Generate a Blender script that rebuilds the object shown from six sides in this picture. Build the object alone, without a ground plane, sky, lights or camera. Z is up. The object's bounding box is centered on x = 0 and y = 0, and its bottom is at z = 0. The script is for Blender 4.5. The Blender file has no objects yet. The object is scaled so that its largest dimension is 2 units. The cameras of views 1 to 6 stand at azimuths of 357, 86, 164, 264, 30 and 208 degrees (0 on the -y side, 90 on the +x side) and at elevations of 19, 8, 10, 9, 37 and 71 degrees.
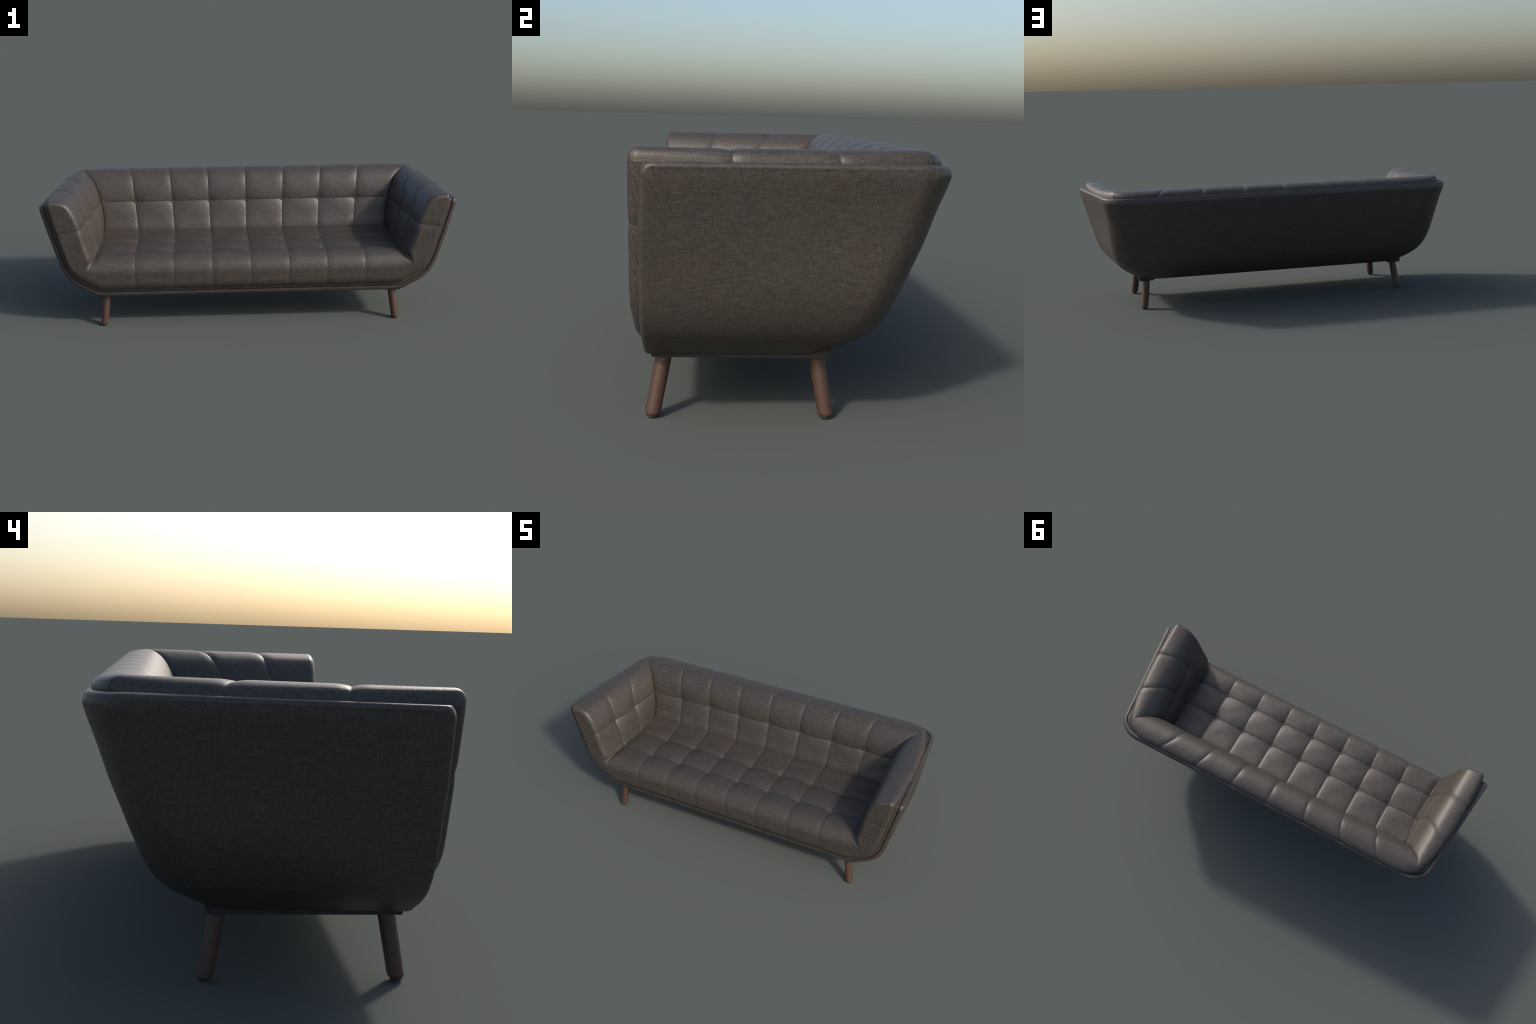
# Button-tufted three-seat sofa: a thin upholstered tub shell, an inner welt band,
# a padded U (seat flowing into the arms over one front face), a padded back,
# covered buttons, two under-runners and four splayed wooden legs.
import bpy, bmesh, math
import numpy as np
from mathutils import Vector, Matrix

# ------------------------------------------------------------------ helpers
def pchip(x, y, q):
    """monotone cubic interpolation of control points (x, y) at q"""
    x = np.asarray(x, float); y = np.asarray(y, float); q = np.asarray(q, float)
    h = np.diff(x); d = np.diff(y) / h
    m = np.zeros_like(y)
    for i in range(1, len(x) - 1):
        if d[i - 1] * d[i] > 0:
            w1, w2 = 2 * h[i] + h[i - 1], h[i] + 2 * h[i - 1]
            m[i] = (w1 + w2) / (w1 / d[i - 1] + w2 / d[i])
    m[0], m[-1] = d[0], d[-1]
    k = np.clip(np.searchsorted(x, q) - 1, 0, len(x) - 2)
    t = (q - x[k]) / h[k]
    return ((2*t**3 - 3*t**2 + 1) * y[k] + (t**3 - 2*t**2 + t) * h[k] * m[k]
            + (-2*t**3 + 3*t**2) * y[k+1] + (t**3 - t**2) * h[k] * m[k+1])

def smooth(a, b, x):
    t = np.clip((x - a) / (b - a), 0, 1)
    return t * t * (3 - 2 * t)

def bunched(n, k=0.8):
    """n+1 samples of 0..1, denser at both ends, where the seams lie"""
    t = np.linspace(0, 1, n + 1)
    return t - k * np.sin(2 * math.pi * t) / (2 * math.pi)

def grid_normals(P):
    n = np.cross(np.gradient(P, axis=0), np.gradient(P, axis=1))
    return n / np.maximum(np.linalg.norm(n, axis=2, keepdims=True), 1e-12)

def arc(P, axis):
    d = np.linalg.norm(np.diff(P, axis=axis), axis=2)
    z = np.zeros_like(np.take(d, [0], axis=axis))
    return np.concatenate([z, np.cumsum(d, axis=axis)], axis=axis)

def grid_mesh(name, P, mat, cols=None, normals=None, flip=False):
    """mesh of the columns [c0, c1] of a grid of points, normals taken from the whole grid"""
    c0, c1 = cols if cols else (0, P.shape[0] - 1)
    Q = P[c0:c1 + 1]
    nu, nv = Q.shape[:2]
    idx = np.arange(nu * nv).reshape(nu, nv)
    F = np.stack([idx[:-1, :-1], idx[1:, :-1], idx[1:, 1:], idx[:-1, 1:]], -1).reshape(-1, 4)
    if flip:
        F = F[:, ::-1]
    me = bpy.data.meshes.new(name)
    me.from_pydata(Q.reshape(-1, 3).tolist(), [], F.tolist())
    me.polygons.foreach_set("use_smooth", [True] * len(me.polygons))
    me.materials.append(mat)
    me.update()
    if normals is not None:
        me.normals_split_custom_set_from_vertices(normals[c0:c1 + 1].reshape(-1, 3).tolist())
    return me

root = bpy.data.objects.new("sofa", None)
bpy.context.scene.collection.objects.link(root)
root.empty_display_size = 0.2
root["label"] = "low button-tufted sofa in grey-brown fabric on splayed wooden legs"
root["category"] = "sofa"

def add(name, me, parent=root):
    o = bpy.data.objects.new(name, me)
    bpy.context.scene.collection.objects.link(o)
    o.parent = parent
    return o

# ------------------------------------------------------------------ materials
def new_mat(name):
    m = bpy.data.materials.new(name); m.use_nodes = True
    nt = m.node_tree; nt.nodes.clear()
    out = nt.nodes.new("ShaderNodeOutputMaterial")
    b = nt.nodes.new("ShaderNodeBsdfPrincipled")
    nt.links.new(b.outputs[0], out.inputs[0])
    return m, nt, b

def fabric(name, dark, light, rough=0.5, spec=0.5):
    """slubby woven cloth: threads run along all three axes, so every face shows a crossing pair"""
    m, nt, b = new_mat(name)
    N, L = nt.nodes.new, nt.links.new
    tc = N("ShaderNodeTexCoord")
    def noise(scale3, detail, rough_=0.5, dist=0.0):
        mp = N("ShaderNodeMapping"); mp.inputs["Scale"].default_value = scale3
        L(tc.outputs["Object"], mp.inputs[0])
        n = N("ShaderNodeTexNoise"); n.inputs["Scale"].default_value = 1
        n.inputs["Detail"].default_value = detail; n.inputs["Roughness"].default_value = rough_
        n.inputs["Distortion"].default_value = dist
        L(mp.outputs[0], n.inputs["Vector"])
        return n.outputs[0]
    def math_(op, a, c, clamp=False):
        n = N("ShaderNodeMath"); n.operation = op; n.use_clamp = clamp
        for i, v in enumerate((a, c)):
            if isinstance(v, (int, float)): n.inputs[i].default_value = v
            else: L(v, n.inputs[i])
        return n.outputs[0]
    def ramp(v, lo, hi, a=0.0, c=1.0):
        n = N("ShaderNodeMapRange"); n.clamp = True
        n.inputs[1].default_value, n.inputs[2].default_value = lo, hi
        n.inputs[3].default_value, n.inputs[4].default_value = a, c
        L(v, n.inputs[0]); return n.outputs[0]
    fx = noise((26, 320, 320), 2); fy = noise((320, 26, 320), 2); fz = noise((320, 320, 26), 2)
    threads = math_("ADD", math_("ADD", fx, fy), fz)
    # sparse slubs: longer, lighter yarn
    sx = ramp(noise((14, 340, 340), 1), 0.65, 0.76); sy = ramp(noise((340, 14, 340), 1), 0.65, 0.76)
    sz = ramp(noise((340, 340, 14), 1), 0.65, 0.76)
    slub = math_("MAXIMUM", math_("MAXIMUM", sx, sy), sz)
    speck = noise((400, 400, 400), 2, 0.6)
    mix = ramp(threads, 1.2, 1.8)
    mix = math_("ADD", math_("MULTIPLY", mix, 0.62), math_("MULTIPLY", ramp(speck, 0.34, 0.66), 0.32))
    mix = math_("ADD", mix, math_("MULTIPLY", slub, 0.55), True)
    col = N("ShaderNodeMix"); col.data_type = "RGBA"
    col.inputs[6].default_value = (*dark, 1); col.inputs[7].default_value = (*light, 1)
    L(mix, col.inputs[0])
    # broad, faint drift between a reddish and a greenish grey
    hue = N("ShaderNodeMix"); hue.data_type = "RGBA"
    hue.inputs[6].default_value = (1.03, 0.992, 0.985, 1); hue.inputs[7].default_value = (0.975, 1.005, 1.0, 1)
    L(ramp(noise((9, 9, 9), 3, 0.6), 0.38, 0.62), hue.inputs[0])
    mul = N("ShaderNodeMix"); mul.data_type = "RGBA"; mul.blend_type = "MULTIPLY"; mul.inputs[0].default_value = 1
    L(col.outputs[2], mul.inputs[6]); L(hue.outputs[2], mul.inputs[7])
    L(mul.outputs[2], b.inputs["Base Color"])
    bp = N("ShaderNodeBump"); bp.inputs["Strength"].default_value = 0.25; bp.inputs["Distance"].default_value = 0.001
    L(mix, bp.inputs["Height"]); L(bp.outputs[0], b.inputs["Normal"])
    b.inputs["Roughness"].default_value = rough
    b.inputs["Specular IOR Level"].default_value = spec
    return m

def wood(name):
    m, nt, b = new_mat(name)
    N, L = nt.nodes.new, nt.links.new
    tc = N("ShaderNodeTexCoord"); mp = N("ShaderNodeMapping"); mp.inputs["Scale"].default_value = (140, 140, 6)
    L(tc.outputs["Object"], mp.inputs[0])
    n = N("ShaderNodeTexNoise"); n.inputs["Scale"].default_value = 1; n.inputs["Detail"].default_value = 4
    L(mp.outputs[0], n.inputs["Vector"])
    r = N("ShaderNodeValToRGB")
    r.color_ramp.elements[0].position = 0.3; r.color_ramp.elements[0].color = (0.069, 0.035, 0.0235, 1)
    r.color_ramp.elements[1].position = 0.7; r.color_ramp.elements[1].color = (0.078, 0.040, 0.027, 1)
    L(n.outputs[0], r.inputs[0]); L(r.outputs[0], b.inputs["Base Color"])
    b.inputs["Roughness"].default_value = 0.5
    return m

def plain(name, c, rough):
    m, nt, b = new_mat(name)
    b.inputs["Base Color"].default_value = (*c, 1); b.inputs["Roughness"].default_value = rough
    return m

cloth = fabric("woven_upholstery", (0.0240, 0.0198, 0.0168), (0.087, 0.0715, 0.0595), 0.46, 0.57)
felt = fabric("dark_underlining", (0.030, 0.029, 0.029), (0.055, 0.052, 0.050), 0.8, 0.3)
walnut = wood("brown_wood")
glide_mat = plain("dark_plastic_glide", (0.03, 0.03, 0.03), 0.5)

# ------------------------------------------------------------------ outer tub shell
Z_TOP, Z_BOT, Y_FRONT = 0.615, 0.1535, -0.333
LEVEL_Z = [0.615, 0.6, 0.58, 0.535, 0.453, 0.38, 0.32, 0.272, 0.233, 0.206, 0.179, 0.1635, 0.156, 0.1535]
FRONT_X = [0.9985, 0.9965, 0.9925, 0.982, 0.9595, 0.9385, 0.921, 0.9, 0.872, 0.838, 0.79, 0.762, 0.737, 0.7]
BACK_X = [0.922, 0.92, 0.916, 0.907, 0.894, 0.886, 0.876, 0.859, 0.834, 0.803, 0.765, 0.748, 0.73, 0.7]
BACK_Y = [0.346, 0.35, 0.3455, 0.331, 0.3015, 0.2705, 0.246, 0.226, 0.204, 0.181, 0.149, 0.12, 0.101, 0.08]

_p = np.array([0.0] + list(np.cumsum(np.hypot(np.diff(FRONT_X), np.diff(LEVEL_Z)))))
def levels(n):
    q = np.concatenate([np.linspace(0, 0.03, 15)[:-1], np.linspace(0.03, _p[-1], n - 14)])   # finer near the rim
    return [pchip(_p, a, q) for a in (LEVEL_Z, FRONT_X, BACK_X, BACK_Y)]

def plan_half(xf, xb, yb, yf, r, r2):
    """right half of the tub's plan outline at one level: front end, bowed side, round corner, back"""
    pts = []
    for t in np.linspace(0, 1, 41):
        y = yf + (yb - yf) * t
        pts.append((xf + (xb - xf) * t, y))
    pts = np.array(pts)
    keep = pts[:, 1] < yb - r
    side = pts[keep]
    y0 = yb - r
    x0 = np.interp(y0, pts[:, 1], pts[:, 0])
    side = np.vstack([side, [x0, y0]])
    # resample the side evenly so each level has the same count
    s = np.concatenate([[0], np.cumsum(np.hypot(*np.diff(side, axis=0).T))])
    q = np.linspace(0, s[-1], 40)
    side = np.stack([np.interp(q, s, side[:, 0]), np.interp(q, s, side[:, 1])], 1)
    cx = np.interp(yb, pts[:, 1], pts[:, 0])
    p0, p1, p2 = np.array([x0, y0]), np.array([cx, yb]), np.array([cx - r2, yb])
    w = 0.66
    tt = np.linspace(0, 1, 14)[1:-1, None]
    den = (1-tt)**2 + 2*w*tt*(1-tt) + tt**2
    corner = ((1-tt)**2 * p0 + 2*w*tt*(1-tt) * p1 + tt**2 * p2) / den
    back = np.stack([np.linspace(cx - r2, 0, 40), np.full(40, yb)], 1)
    return np.vstack([side, corner, back])

def tub_sheet(y_front, z_top, corner_r):
    z, xf, xb, yb = levels(84)
    z = z - (Z_TOP - z_top) * smooth(0.50, 0.615, z)
    rows = []
    for k in range(len(z)):
        yf = y_front + 0.006 * max(0, (z[k] - 0.46) / 0.155)
        d = z_top - z[k]
        if d < corner_r:
            yf += corner_r * (1 - math.sqrt(max(0, 1 - ((corner_r - d) / corner_r) ** 2))) * 0.8
        h = plan_half(xf[k], xb[k], yb[k], yf, 0.085, 0.085 + 0.022 * float(smooth(0.42, 0.54, z[k])))
        belly = float(pchip([0.15, 0.18, 0.22, 0.27, 0.35, 0.42, 0.50, 0.56, 0.7], [0.007, 0.009, 0.011, 0.014, 0.013, 0.008, 0.004, 0.004, 0.005], z[k]))
        h[:, 0] += 0.003 * np.exp(-((h[:, 1] - 0.06) / 0.16) ** 2) * math.exp(-((z[k] - 0.36) / 0.08) ** 2) * (h[:, 0] > 0.3)
        h[:, 1] += belly * (1 - np.clip(h[:, 0] / xb[k], 0, 1) ** 5) * smooth(yb[k] - 0.12, yb[k], h[:, 1])
        full = np.vstack([h, (h[:-1] * [-1, 1])[::-1]])
        lift = 0.006 * max(0, (z[k] - 0.5) / 0.115) * np.clip((full[:, 1] + 0.33) / 0.68, 0, 1)   # the rim rises a little to the rear
        rows.append(np.column_stack([full, z[k] + lift]))
    last = rows[-1]
    for t in np.linspace(0, 1, 14)[1:-1]:          # flat underside, closing on the front edge
        r = last.copy()
        r[:, 0] *= 1 - t
        r[:, 1] = y_front + (last[:, 1] - y_front) * (1 - t)
        rows.append(r)
    return np.array(rows)

def solid_sheet(name, P, thick, r, mat, top, shift=0.0, flat_from=84):
    """a thick sheet from a grid: outer skin, inner skin and a rounded rim along the top and front edge"""
    n = grid_normals(P)
    mid = P.shape[1] // 2
    if n[10, mid, 1] < 0:
        n = -n
    n[flat_from - 1:] = (0, 0, -1)
    O = P - n * shift
    I = O - n * thick
    nu, nv = P.shape[:2]
    verts = [O.reshape(-1, 3), I.reshape(-1, 3)]
    idx = np.arange(nu * nv).reshape(nu, nv)
    F = np.stack([idx[:-1, :-1], idx[:-1, 1:], idx[1:, 1:], idx[1:, :-1]], -1).reshape(-1, 4).tolist()
    half = nv // 2
    for j in range(half):                        # zip the last row of the underside shut along x = 0
        q = [idx[-1, j], idx[-1, j + 1], idx[-1, nv - 2 - j], idx[-1, nv - 1 - j]]
        F.append(q if q[1] != q[2] else [q[0], q[1], q[3]])
    F = F + [[v + nu * nv for v in f[::-1]] for f in F]
    ring = [(k, 0) for k in range(nu - 1, 0, -1)] + [(0, j) for j in range(nv)] + [(k, nv - 1) for k in range(1, nu)]
    kk = np.array([k for k, _ in ring]); jj = np.array([j for _, j in ring])
    b0, bn = O[kk, jj], n[kk, jj]
    t = np.gradient(np.vstack([b0[-1:], b0, b0[:1]]), axis=0)[1:-1]
    e = np.cross(bn, t); e /= np.maximum(np.linalg.norm(e, axis=1, keepdims=True), 1e-9)
    if e[len(e) // 2, 2] < 0:
        e = -e
    ro, ri = min(1.6 * r, 0.7 * thick), min(0.6 * r, 0.25 * thick)
    prof_ = [(r * math.sin(p), ro * (1 - math.cos(p))) for p in np.linspace(0, math.pi / 2, 7)[1:]]
    prof_ += [(r + 0.0003, 0.5 * (ro + thick - ri))] + [(r * math.cos(p), thick - ri * (1 - math.sin(p))) for p in np.linspace(0, math.pi / 2, 7)[::-1][:-1]]
    prev = idx[kk, jj]
    base = 2 * nu * nv
    m = len(ring)
    chain = []
    for pe, pn in prof_:
        verts.append(b0 + e * pe - bn * pn)
        chain.append(np.arange(base, base + m)); base += m
    chain.append(idx[kk, jj] + nu * nv)
    for c in chain:
        for i in range(m):
            i2 = (i + 1) % m
            F.append([prev[i], prev[i2], c[i2], c[i]])
        prev = c
    V = np.vstack(verts)                         # the rim is cut level although the walls lean out
    cut = top + 0.006 * np.clip((V[:, 1] + 0.33) / 0.68, 0, 1)
    over = np.maximum(V[:, 2] - (cut - 0.002), 0)
    V[:, 2] = np.where(over > 0, cut - 0.002 + 0.002 * (1 - np.exp(-over / 0.002)), V[:, 2])
    me = bpy.data.meshes.new(name)
    me.from_pydata(V.tolist(), [], [[int(v) for v in f] for f in F])
    bm = bmesh.new(); bm.from_mesh(me)
    bmesh.ops.remove_doubles(bm, verts=bm.verts, dist=1e-5)
    bmesh.ops.recalc_face_normals(bm, faces=bm.faces)
    bm.to_mesh(me); bm.free()
    me.materials.append(mat)
    me.polygons.foreach_set("use_smooth", [True] * len(me.polygons))
    me.update()
    return add(name, me)

RIM = 0.0105
solid_sheet("outer_shell", tub_sheet(Y_FRONT + RIM, Z_TOP - RIM, 0.014), 0.0225, RIM, cloth, Z_TOP + 0.0012)
solid_sheet("inner_band", tub_sheet(Y_FRONT + 0.0035 + 0.004, Z_TOP - 0.001 - 0.004, 0.012), 0.022, 0.004, cloth, Z_TOP - 0.0015, shift=0.0232)

# ------------------------------------------------------------------ padding: shared cross-section data
# the profile of the back pad (y, z), from the seat crease over the crest to the band
BACK_PROFILE_Y = [0.108, 0.103, 0.127, 0.151, 0.167, 0.19, 0.217, 0.245, 0.277, 0.308, 0.328, 0.339, 0.34]
BACK_PROFILE_Z = [0.325, 0.3525, 0.42, 0.5, 0.554, 0.602, 0.632, 0.646, 0.649, 0.645, 0.637, 0.622, 0.602]
# the arm's profile at its front end (x, z) and where it meets the back (x, y, z)
ARM_FRONT_X = [0.761, 0.769, 0.789, 0.807, 0.825, 0.848, 0.871, 0.897, 0.922, 0.941, 0.954, 0.961, 0.9622]
ARM_FRONT_Z = [0.341, 0.356, 0.42, 0.5, 0.556, 0.602, 0.628, 0.638, 0.643, 0.645, 0.641, 0.629, 0.614]
MITRE_X = [0.743, 0.743, 0.744, 0.756, 0.771, 0.791, 0.822, 0.845, 0.86, 0.87, 0.875, 0.877, 0.877]
MITRE_Y = [0.102, 0.104, 0.127, 0.15, 0.166, 0.189, 0.217, 0.243, 0.266, 0.284, 0.294, 0.298, 0.298]
MITRE_Z = [0.356, 0.358, 0.42, 0.5, 0.554, 0.602, 0.632, 0.646, 0.649, 0.646, 0.637, 0.622, 0.606]
CHORD = np.concatenate([[0], np.cumsum(np.hypot(np.diff(BACK_PROFILE_Y), np.diff(BACK_PROFILE_Z)))])
CHORD /= CHORD[-1]
P_SEAM, P_CREST = CHORD[3], CHORD[8]
prof = lambda ctrl, p: pchip(CHORD, ctrl, p)

def seam_relief(P, u_seams, v_seams, buttons, groove, width, pit, pit_width, amp=1.0, u_end=(), v_end=()):
    """depth below the padded level: seam grooves plus a pit at every button (cols, rows given by index)"""
    su, sv = arc(P, 0), arc(P, 1)
    dep = np.zeros(P.shape[:2])
    for c in u_seams:
        dep = np.maximum(dep, groove * np.exp(-np.abs(su - su[c:c+1]) / width))
    for r in v_seams:
        dep = np.maximum(dep, groove * np.exp(-np.abs(sv - sv[:, r:r+1]) / width))
    dep = dep * amp
    du = np.min([np.abs(su - su[c:c+1]) for c in (*u_seams, *u_end)], axis=0)
    dv = np.min([np.abs(sv - sv[:, r:r+1]) for r in (*v_seams, *v_end)], axis=0)
    dep = dep - 0.002 * (1 - np.exp(-(du / 0.05) ** 2)) * (1 - np.exp(-(dv / 0.05) ** 2)) * amp
    pits = np.zeros_like(dep)
    for c, r in buttons:
        q = np.linalg.norm(P - P[c, r], axis=2)
        pits = np.maximum(pits, pit * np.exp(-(q / pit_width) ** 1.0))
    return dep + pits, su, sv

BUTTON_MESH = None
def button_mesh():
    bm = bmesh.new()
    bmesh.ops.create_uvsphere(bm, u_segments=16, v_segments=10, radius=0.0062)
    bmesh.ops.scale(bm, vec=(1, 1, 0.65), verts=bm.verts)
    for f in bm.faces: f.smooth = True
    me = bpy.data.meshes.new("button"); bm.to_mesh(me); bm.free()
    me.materials.append(cloth)
    return me
BUTTON = button_mesh()

def put_button(co, nrm, parent):
    o = add("button", BUTTON, parent)
    o.matrix_local = Matrix.Translation(Vector(co) + Vector(nrm) * 0.004) @ Vector(nrm).to_track_quat("Z", "Y").to_matrix().to_4x4()

# ------------------------------------------------------------------ padded U: seat and arms in one skin
SEAT_STEP, SEAT_Z, Y_PAD = 0.187, 0.3535, -0.358
NP = 26
u_list = []                                     # (kind, value): seat fraction or arm p
for k in range(4):
    for t in bunched(NP)[:-1]:
        u_list.append(("seat", k + t))
for t in bunched(NP)[:-1]:
    u_list.append(("arm", t * P_SEAM))
for t in bunched(NP + 14):
    u_list.append(("arm", P_SEAM + t * (1 - P_SEAM)))
CREASE = 4 * NP
ARM_SEAM = 5 * NP
NU = len(u_list)
pu = np.array([v if k == "arm" else 0.0 for k, v in u_list])
ku = np.array([v if k == "seat" else 4.0 for k, v in u_list])
is_arm = np.array([k == "arm" for k, _ in u_list])

ax_f, az_f = prof(ARM_FRONT_X, pu), prof(ARM_FRONT_Z, pu)
ax_m, ay_m, az_m = prof(MITRE_X, pu), prof(MITRE_Y, pu), prof(MITRE_Z, pu)
wp = smooth(P_CREST - 0.08, 1.0, pu)
wo = smooth(P_CREST - 0.02, 0.97, pu)
outer = lambda p: smooth(P_CREST - 0.13, P_CREST + 0.01, p)      # 1 outside the crest, where the corner is convex

def section(y):
    """points of the U section for one y per u column"""
    s = (y + 0.345) / (ay_m + 0.345)
    c = np.clip(s, 0, 1)
    x = ax_f + (ax_m + 0.020 * wp - ax_f) * s + 0.022 * wp * 4 * c * (1 - c) - 0.009 * 4 * c * (1 - c) * (1 - smooth(CHORD[2], CHORD[5], pu)) * is_arm - 0.020 * wp * np.clip((s - 0.72) / 0.28, 0, 1.1) ** 2
    z = az_f + (az_m - az_f) * s
    g = np.clip((Y_PAD + 0.028 - y) / 0.028, 0, 1)          # the outer front corner is rounded
    x = x - 0.017 * (1 - np.sqrt(1 - g * g)) * wo
    xs = np.where(ku <= 3, ku * SEAT_STEP, 3 * SEAT_STEP + (ku - 3) * (x - 3 * SEAT_STEP))
    fall = smooth(0.0, 1.0, np.clip((xs - (x - 0.05)) / 0.05, 0, 1)) ** 1.5
    zs = SEAT_Z + 0.006 * smooth(0.03, 0.095, y) + (z - SEAT_Z) * fall
    return np.stack([np.where(is_arm, x, xs), y, np.where(is_arm, z, zs)], 1)

# outline on which the front face of the padding meets the band: shell profile moved inwards
q = np.linspace(0, _p[-1], 400)
oz, ox = pchip(_p, LEVEL_Z, q), pchip(_p, FRONT_X, q)
tx, tz = np.gradient(ox), np.gradient(oz)
tl = np.hypot(tx, tz)
ix, iz = ox + tz / tl * 0.0365, oz - tx / tl * 0.0365
onx, onz = np.append(-tz / tl, 0.0), np.append(tx / tl, -1.0)
ix, iz = np.append(ix, 0.0), np.append(iz, iz[-1])
isg = np.concatenate([[0], np.cumsum(np.hypot(np.diff(ix), np.diff(iz)))])
def at_len(l): return np.interp(l, isg, ix), np.interp(l, isg, iz)
def len_at_z(z): return np.interp(-z, -iz[:400], isg[:400])
def len_at_x(x): return isg[-1] - x
L_CREASE = len_at_z(0.240)
f_len = np.zeros(NU)
seat_cols = ~is_arm
xs0 = np.minimum(ku, 3) * SEAT_STEP
f_len[seat_cols] = np.where(ku <= 3, len_at_x(xs0), len_at_x(3*SEAT_STEP) + (L_CREASE - len_at_x(3*SEAT_STEP)) * (ku - 3))[seat_cols]
f_len[is_arm] = pchip([0, P_SEAM, CHORD[6], P_CREST, CHORD[10], 1.0],
                      [L_CREASE, len_at_z(0.478), len_at_z(0.572), len_at_z(0.578), len_at_z(0.604), len_at_z(0.619)], pu[is_arm])
fx, fz = at_len(f_len)

# rows
R1 = np.where(is_arm, 0.022 + 0.058 * (1 - smooth(0, 0.07, pu)), 0.080)
row_y = []
crossing = np.minimum(pu / P_SEAM, 1)
seam_a = np.where(is_arm, -0.204 + 0.014 * crossing + 0.050 * smooth(P_SEAM, 1, pu), -0.204)
seam_b = np.where(is_arm, -0.0505 + 0.030 * crossing + 0.110 * smooth(P_SEAM, 1, pu), -0.0505)
y_end = np.where(is_arm, ay_m, 0.094 + 0.02 * smooth(0, 0.3, 4 - ku))
ext = 0.022
rows = []
for e in (ext, ext * 0.66, ext * 0.33):
    rows.append(section(y_end + e * (1 - 0.97 * outer(pu))))
MITRE_ROW = len(rows)
for t in bunched(NP)[:-1]: rows.append(section(y_end + (seam_b - y_end) * t))
SEAM_B = len(rows)
for t in bunched(NP)[:-1]: rows.append(section(seam_b + (seam_a - seam_b) * t))
SEAM_A = len(rows)
t = np.linspace(0, 1, NP - 5)[:-1]; t = t - 0.8 * np.sin(math.pi * t) / math.pi * (1 - t)
for a in t: rows.append(section(seam_a + (Y_PAD + R1 - seam_a) * a))
FRONT_ROW = len(rows)
nx, nz = np.interp(f_len, isg, onx), np.interp(f_len, isg, onz)   # outward normal of the shell there
near_seat = np.where(is_arm, 1 - smooth(0, 0.13, pu), 1.0)
rb = 0.018 + 0.026 * near_seat
gx, gz = fx - nx * rb, fz - nz * rb              # where the flat of the front face ends
Cf = section(np.full(NU, Y_PAD))
dx, dz = gx - Cf[:, 0], gz - Cf[:, 2]
Lf = np.maximum(np.hypot(dx, dz), 1e-4)
dx, dz = dx / Lf, dz / Lf
ra = np.minimum(R1, (0.45 + 0.30 * near_seat) * Lf)
def face(d, y):
    C = section(np.minimum(y, Y_PAD + R1))
    return np.stack([C[:, 0] + dx * d, y, C[:, 2] + dz * d], 1)
for th in np.linspace(0, math.pi / 2, 19)[:-1]:
    rows.append(face(ra * (1 - math.cos(th)), Y_PAD + R1 * (1 - math.sin(th))))
for t in np.linspace(0, 1, 20)[:-1]:
    rows.append(face(ra + (Lf - ra) * t, np.full(NU, Y_PAD)))
for ph in np.linspace(0, math.pi / 2, 13):
    o = rb * math.sin(ph)
    rows.append(np.stack([gx + nx * o, np.full(NU, Y_PAD + 0.031 * (1 - math.cos(ph))), gz + nz * o], 1))
rows.append(np.stack([fx - nx * 0.001, np.full(NU, -0.285), fz - nz * 0.001], 1))
H = np.stack(rows, 1)                            # half skin: columns x rows
NV = H.shape[1]

Nn = grid_normals(H)
if Nn[10, SEAM_B + 5, 2] < 0: Nn = -Nn
half_buttons = [(k * NP, r) for k in range(4) for r in (SEAM_A, SEAM_B)] + [(ARM_SEAM, SEAM_A), (ARM_SEAM, SEAM_B)]
row_i = np.arange(NV)[None, :]
front_fade = (1 - 0.45 * smooth(FRONT_ROW - 8, FRONT_ROW + 14, row_i)) * (1 - wo[:, None] * smooth(FRONT_ROW - 4, FRONT_ROW + 6, row_i))
u_seams = [k * NP for k in range(4)] + [ARM_SEAM]
dep, su, sv = seam_relief(H, u_seams, [SEAM_A, SEAM_B], half_buttons, 0.0050, 0.012, 0.0185, 0.034, front_fade, v_end=(MITRE_ROW,))
# the deep crease between seat and arm dies out over the front edge
cre = 0.002 * np.exp(-np.abs(su - su[CREASE:CREASE + 1]) / 0.014) * (1 - smooth(FRONT_ROW - 6, FRONT_ROW + 8, row_i))
dep = np.maximum(dep, cre)
# the joint with the back pad
dm = sv - sv[:, MITRE_ROW:MITRE_ROW + 1]
mit = np.where(dm >= 0, 0.0035 * np.exp(-np.maximum(dm, 0) / 0.011), 0.0035 - dm * 0.6)
dep = np.maximum(dep, np.where(is_arm[:, None], mit * (1 - outer(pu)[:, None]), 0))
H2 = H - Nn * dep[..., None]
H2[0, :, 0] = 0.0

FULL = np.concatenate([(H2 * [-1, 1, 1])[:0:-1], H2], 0)
FN = grid_normals(FULL)
sgn = 1 if FN[NU + 10, SEAM_B + 5, 2] > 0 else -1
FN = FN * sgn
# at the convex rear corner the arm's and the back's normals lean towards each other, so no fold shows
lean = (smooth(P_CREST - 0.03, P_CREST + 0.08, pu) * is_arm)[:, None] * np.exp(-np.abs(sv - sv[:, MITRE_ROW:MITRE_ROW + 1]) / 0.03)
lean = np.concatenate([lean[:0:-1], lean], 0)
FN[..., 1] += 0.28 * lean
FN /= np.linalg.norm(FN, axis=2, keepdims=True)
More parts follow.
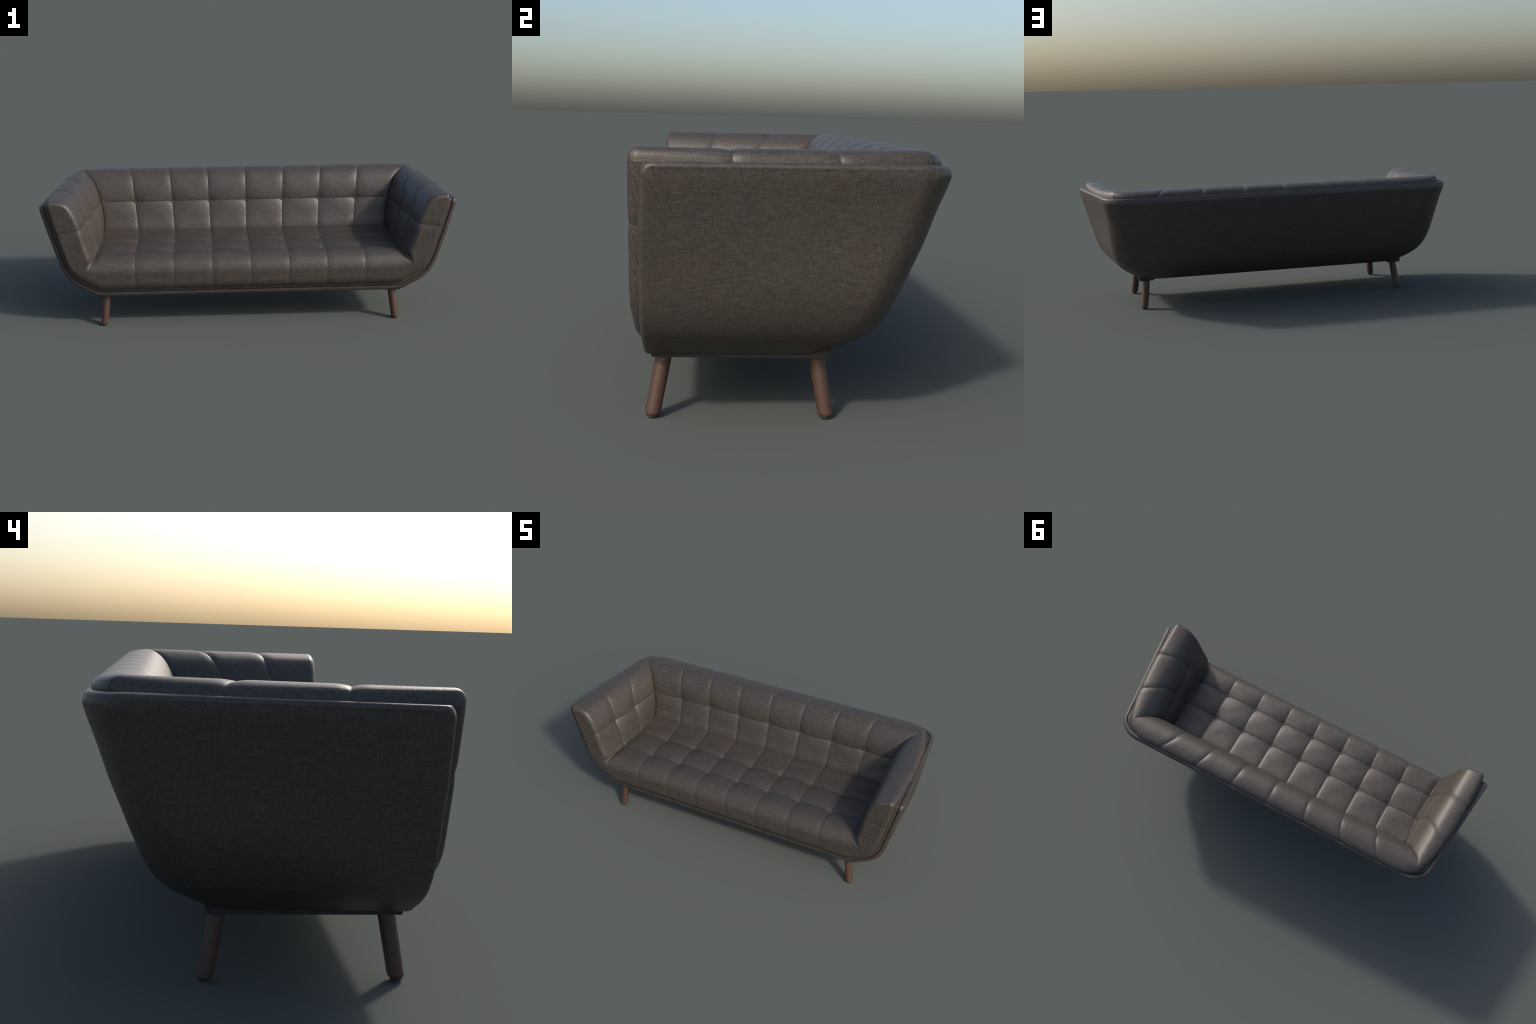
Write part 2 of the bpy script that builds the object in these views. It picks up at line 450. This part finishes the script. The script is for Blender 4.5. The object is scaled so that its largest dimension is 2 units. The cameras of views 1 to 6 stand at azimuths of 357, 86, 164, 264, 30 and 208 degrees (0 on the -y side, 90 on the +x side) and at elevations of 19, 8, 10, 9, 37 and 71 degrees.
# one shared normal along the outer end of the skin, where the arm's flank folds round into its front face
yy = H[-1, :, 1]
fold = np.clip((-0.300 - yy) / (-0.300 - Y_PAD), 0, 1) * math.pi / 2
use = yy < -0.28
for col, side in ((-1, 1), (0, -1)):
    FN[col, use] = np.stack([side * nx[-1] * np.cos(fold), -np.sin(fold), nz[-1] * np.cos(fold) + 0.1], 1)[use]
c_mid = NU - 1
seat = add("seat_cushion", grid_mesh("seat_cushion", FULL, cloth, (c_mid - CREASE, c_mid + CREASE), FN, sgn < 0))
arm_l = add("armrest", grid_mesh("armrest", FULL, cloth, (0, c_mid - CREASE), FN, sgn < 0))
arm_r = add("armrest", grid_mesh("armrest", FULL, cloth, (c_mid + CREASE, 2 * c_mid), FN, sgn < 0))
for c, r in half_buttons:
    for side in ((1, -1) if c else (1,)):
        j = c_mid + side * c
        put_button(FULL[j, r], Nn[c, r] * [side, 1, 1], seat if c <= CREASE else (arm_r if side > 0 else arm_l))

# ------------------------------------------------------------------ padded back
p_rows = np.concatenate([bunched(NP)[:-1] * P_SEAM, P_SEAM + bunched(NP + 16) * (1 - P_SEAM)])
P_SEAM_ROW = NP
by, bz = prof(BACK_PROFILE_Y, p_rows), prof(BACK_PROFILE_Z, p_rows)
mx, my, mz = prof(MITRE_X, p_rows), prof(MITRE_Y, p_rows), prof(MITRE_Z, p_rows)
step = pchip([0, P_SEAM, P_CREST - 0.07, 1], [0.188, 0.194, 0.2015, 0.2255], p_rows)
cols = []
for k in range(4):
    for t in bunched(NP)[:-1]:
        cols.append((k, t))
cols.append((4, 0.0))
MITRE_COL = len(cols) - 1
out_cols = [0.33, 0.66, 1.0]
pts = []
def back_col(x):
    near = np.clip((x - (mx - 0.12)) / 0.12, 0, 1) ** 2
    return np.stack([x, by + (my - by) * near, bz], 1)
for k, t in cols:
    a = step * k if k < 4 else mx
    b = step * (k + 1) if k < 3 else mx
    pts.append(back_col(a + (b - a) * t))
for e in out_cols:
    pts.append(back_col(mx + ext * e * (1 - 0.97 * outer(p_rows))))
B = np.stack(pts, 0)
Bn = grid_normals(B)
if Bn[5, 10, 1] > 0: Bn = -Bn
b_buttons = [(k * NP, P_SEAM_ROW) for k in range(4)]
dep, su, sv = seam_relief(B, [k * NP for k in range(4)], [P_SEAM_ROW], b_buttons, 0.0050, 0.012, 0.0165, 0.034, u_end=(MITRE_COL,))
dm = su[MITRE_COL:MITRE_COL + 1] - su
mit = np.where(dm >= 0, 0.0035 * np.exp(-np.maximum(dm, 0) / 0.011), 0.0035 - dm * 0.6)
dep = np.maximum(dep, mit * (1 - outer(p_rows)[None, :]))
B2 = B - Bn * dep[..., None]
B2[0, :, 0] = 0.0
BF = np.concatenate([(B2 * [-1, 1, 1])[:0:-1], B2], 0)
BN = grid_normals(BF)
sgn = 1 if BN[len(B2), 10, 1] < 0 else -1
BN = BN * sgn
lean = smooth(P_CREST - 0.03, P_CREST + 0.08, p_rows)[None, :] * np.exp(-np.abs(su - su[MITRE_COL:MITRE_COL + 1]) / 0.03)
BN[..., 0] += 0.28 * np.concatenate([-lean[:0:-1], lean], 0)
BN /= np.linalg.norm(BN, axis=2, keepdims=True)
back = add("backrest", grid_mesh("backrest", BF, cloth, None, BN, sgn < 0))
for c, r in b_buttons:
    for side in ((1, -1) if c else (1,)):
        put_button(BF[len(B2) - 1 + side * c, r], Bn[c, r] * [side, 1, 1], back)

# ------------------------------------------------------------------ runners under the shell
def box(name, x0, x1, y0, y1, z0, z1, bevel, mat):
    bm = bmesh.new()
    bmesh.ops.create_cube(bm, size=1)
    for v in bm.verts:
        v.co = Vector((x0 + (v.co.x + .5) * (x1 - x0), y0 + (v.co.y + .5) * (y1 - y0), z0 + (v.co.z + .5) * (z1 - z0)))
    bmesh.ops.bevel(bm, geom=bm.edges[:], offset=bevel, segments=2, affect="EDGES")
    me = bpy.data.meshes.new(name); bm.to_mesh(me); bm.free(); me.materials.append(mat)
    return add(name, me)
for s in (1, -1):
    xs = sorted((s * 0.667, s * 0.742))
    box("support_rail", xs[0], xs[1], -0.316, 0.104, 0.1485, 0.172, 0.002, felt)

# ------------------------------------------------------------------ legs
def turned(name, rings, seg, mat):
    """surface of revolution through (radius, z)"""
    bm = bmesh.new()
    loops = []
    for r, z in rings:
        loops.append([bm.verts.new((r * math.cos(2*math.pi*i/seg), r * math.sin(2*math.pi*i/seg), z)) for i in range(seg)])
    for a, b in zip(loops, loops[1:]):
        for i in range(seg):
            bm.faces.new((a[i], a[(i+1) % seg], b[(i+1) % seg], b[i]))
    bm.faces.new(loops[0][::-1]); bm.faces.new(loops[-1])
    for f in bm.faces: f.smooth = len(f.verts) == 4
    me = bpy.data.meshes.new(name); bm.to_mesh(me); bm.free(); me.materials.append(mat)
    return me

def skewed_leg(foot, head):
    """slanted round leg with a level foot: rings stay horizontal while the axis leans"""
    foot, head = Vector(foot), Vector(head)
    r0, r1 = 0.0187, 0.0197
    z0 = foot.z
    H_ = head.z - z0
    prof_ = [(0.0143, 0.0), (0.0150, 0.0004), (r0 - 0.0006, 0.0044), (r0, 0.0062), (r0 + 0.0001, 0.009)] + [(r0 + (r1 - r0) * t, t * H_) for t in np.linspace(0.15, 1, 8)]
    leg = turned("leg", [(float(r), float(z)) for r, z in prof_], 40, walnut)
    sh = (head - foot) / H_
    for v in leg.vertices:
        v.co.x += sh.x * v.co.z; v.co.y += sh.y * v.co.z
    leg.update()
    o = add("leg", leg); o.location = foot
    g = add("glide", turned("glide", [(0.0120, -0.0045), (0.0138, -0.0038), (0.0138, 0.001)], 32, glide_mat), o)
    return o
for s in (1, -1):
    skewed_leg((s * 0.7235, -0.3125, 0.0045), (s * 0.7045, -0.2860, 0.156))
    skewed_leg((s * 0.7235, 0.1020, 0.0045), (s * 0.7045, 0.0755, 0.156))
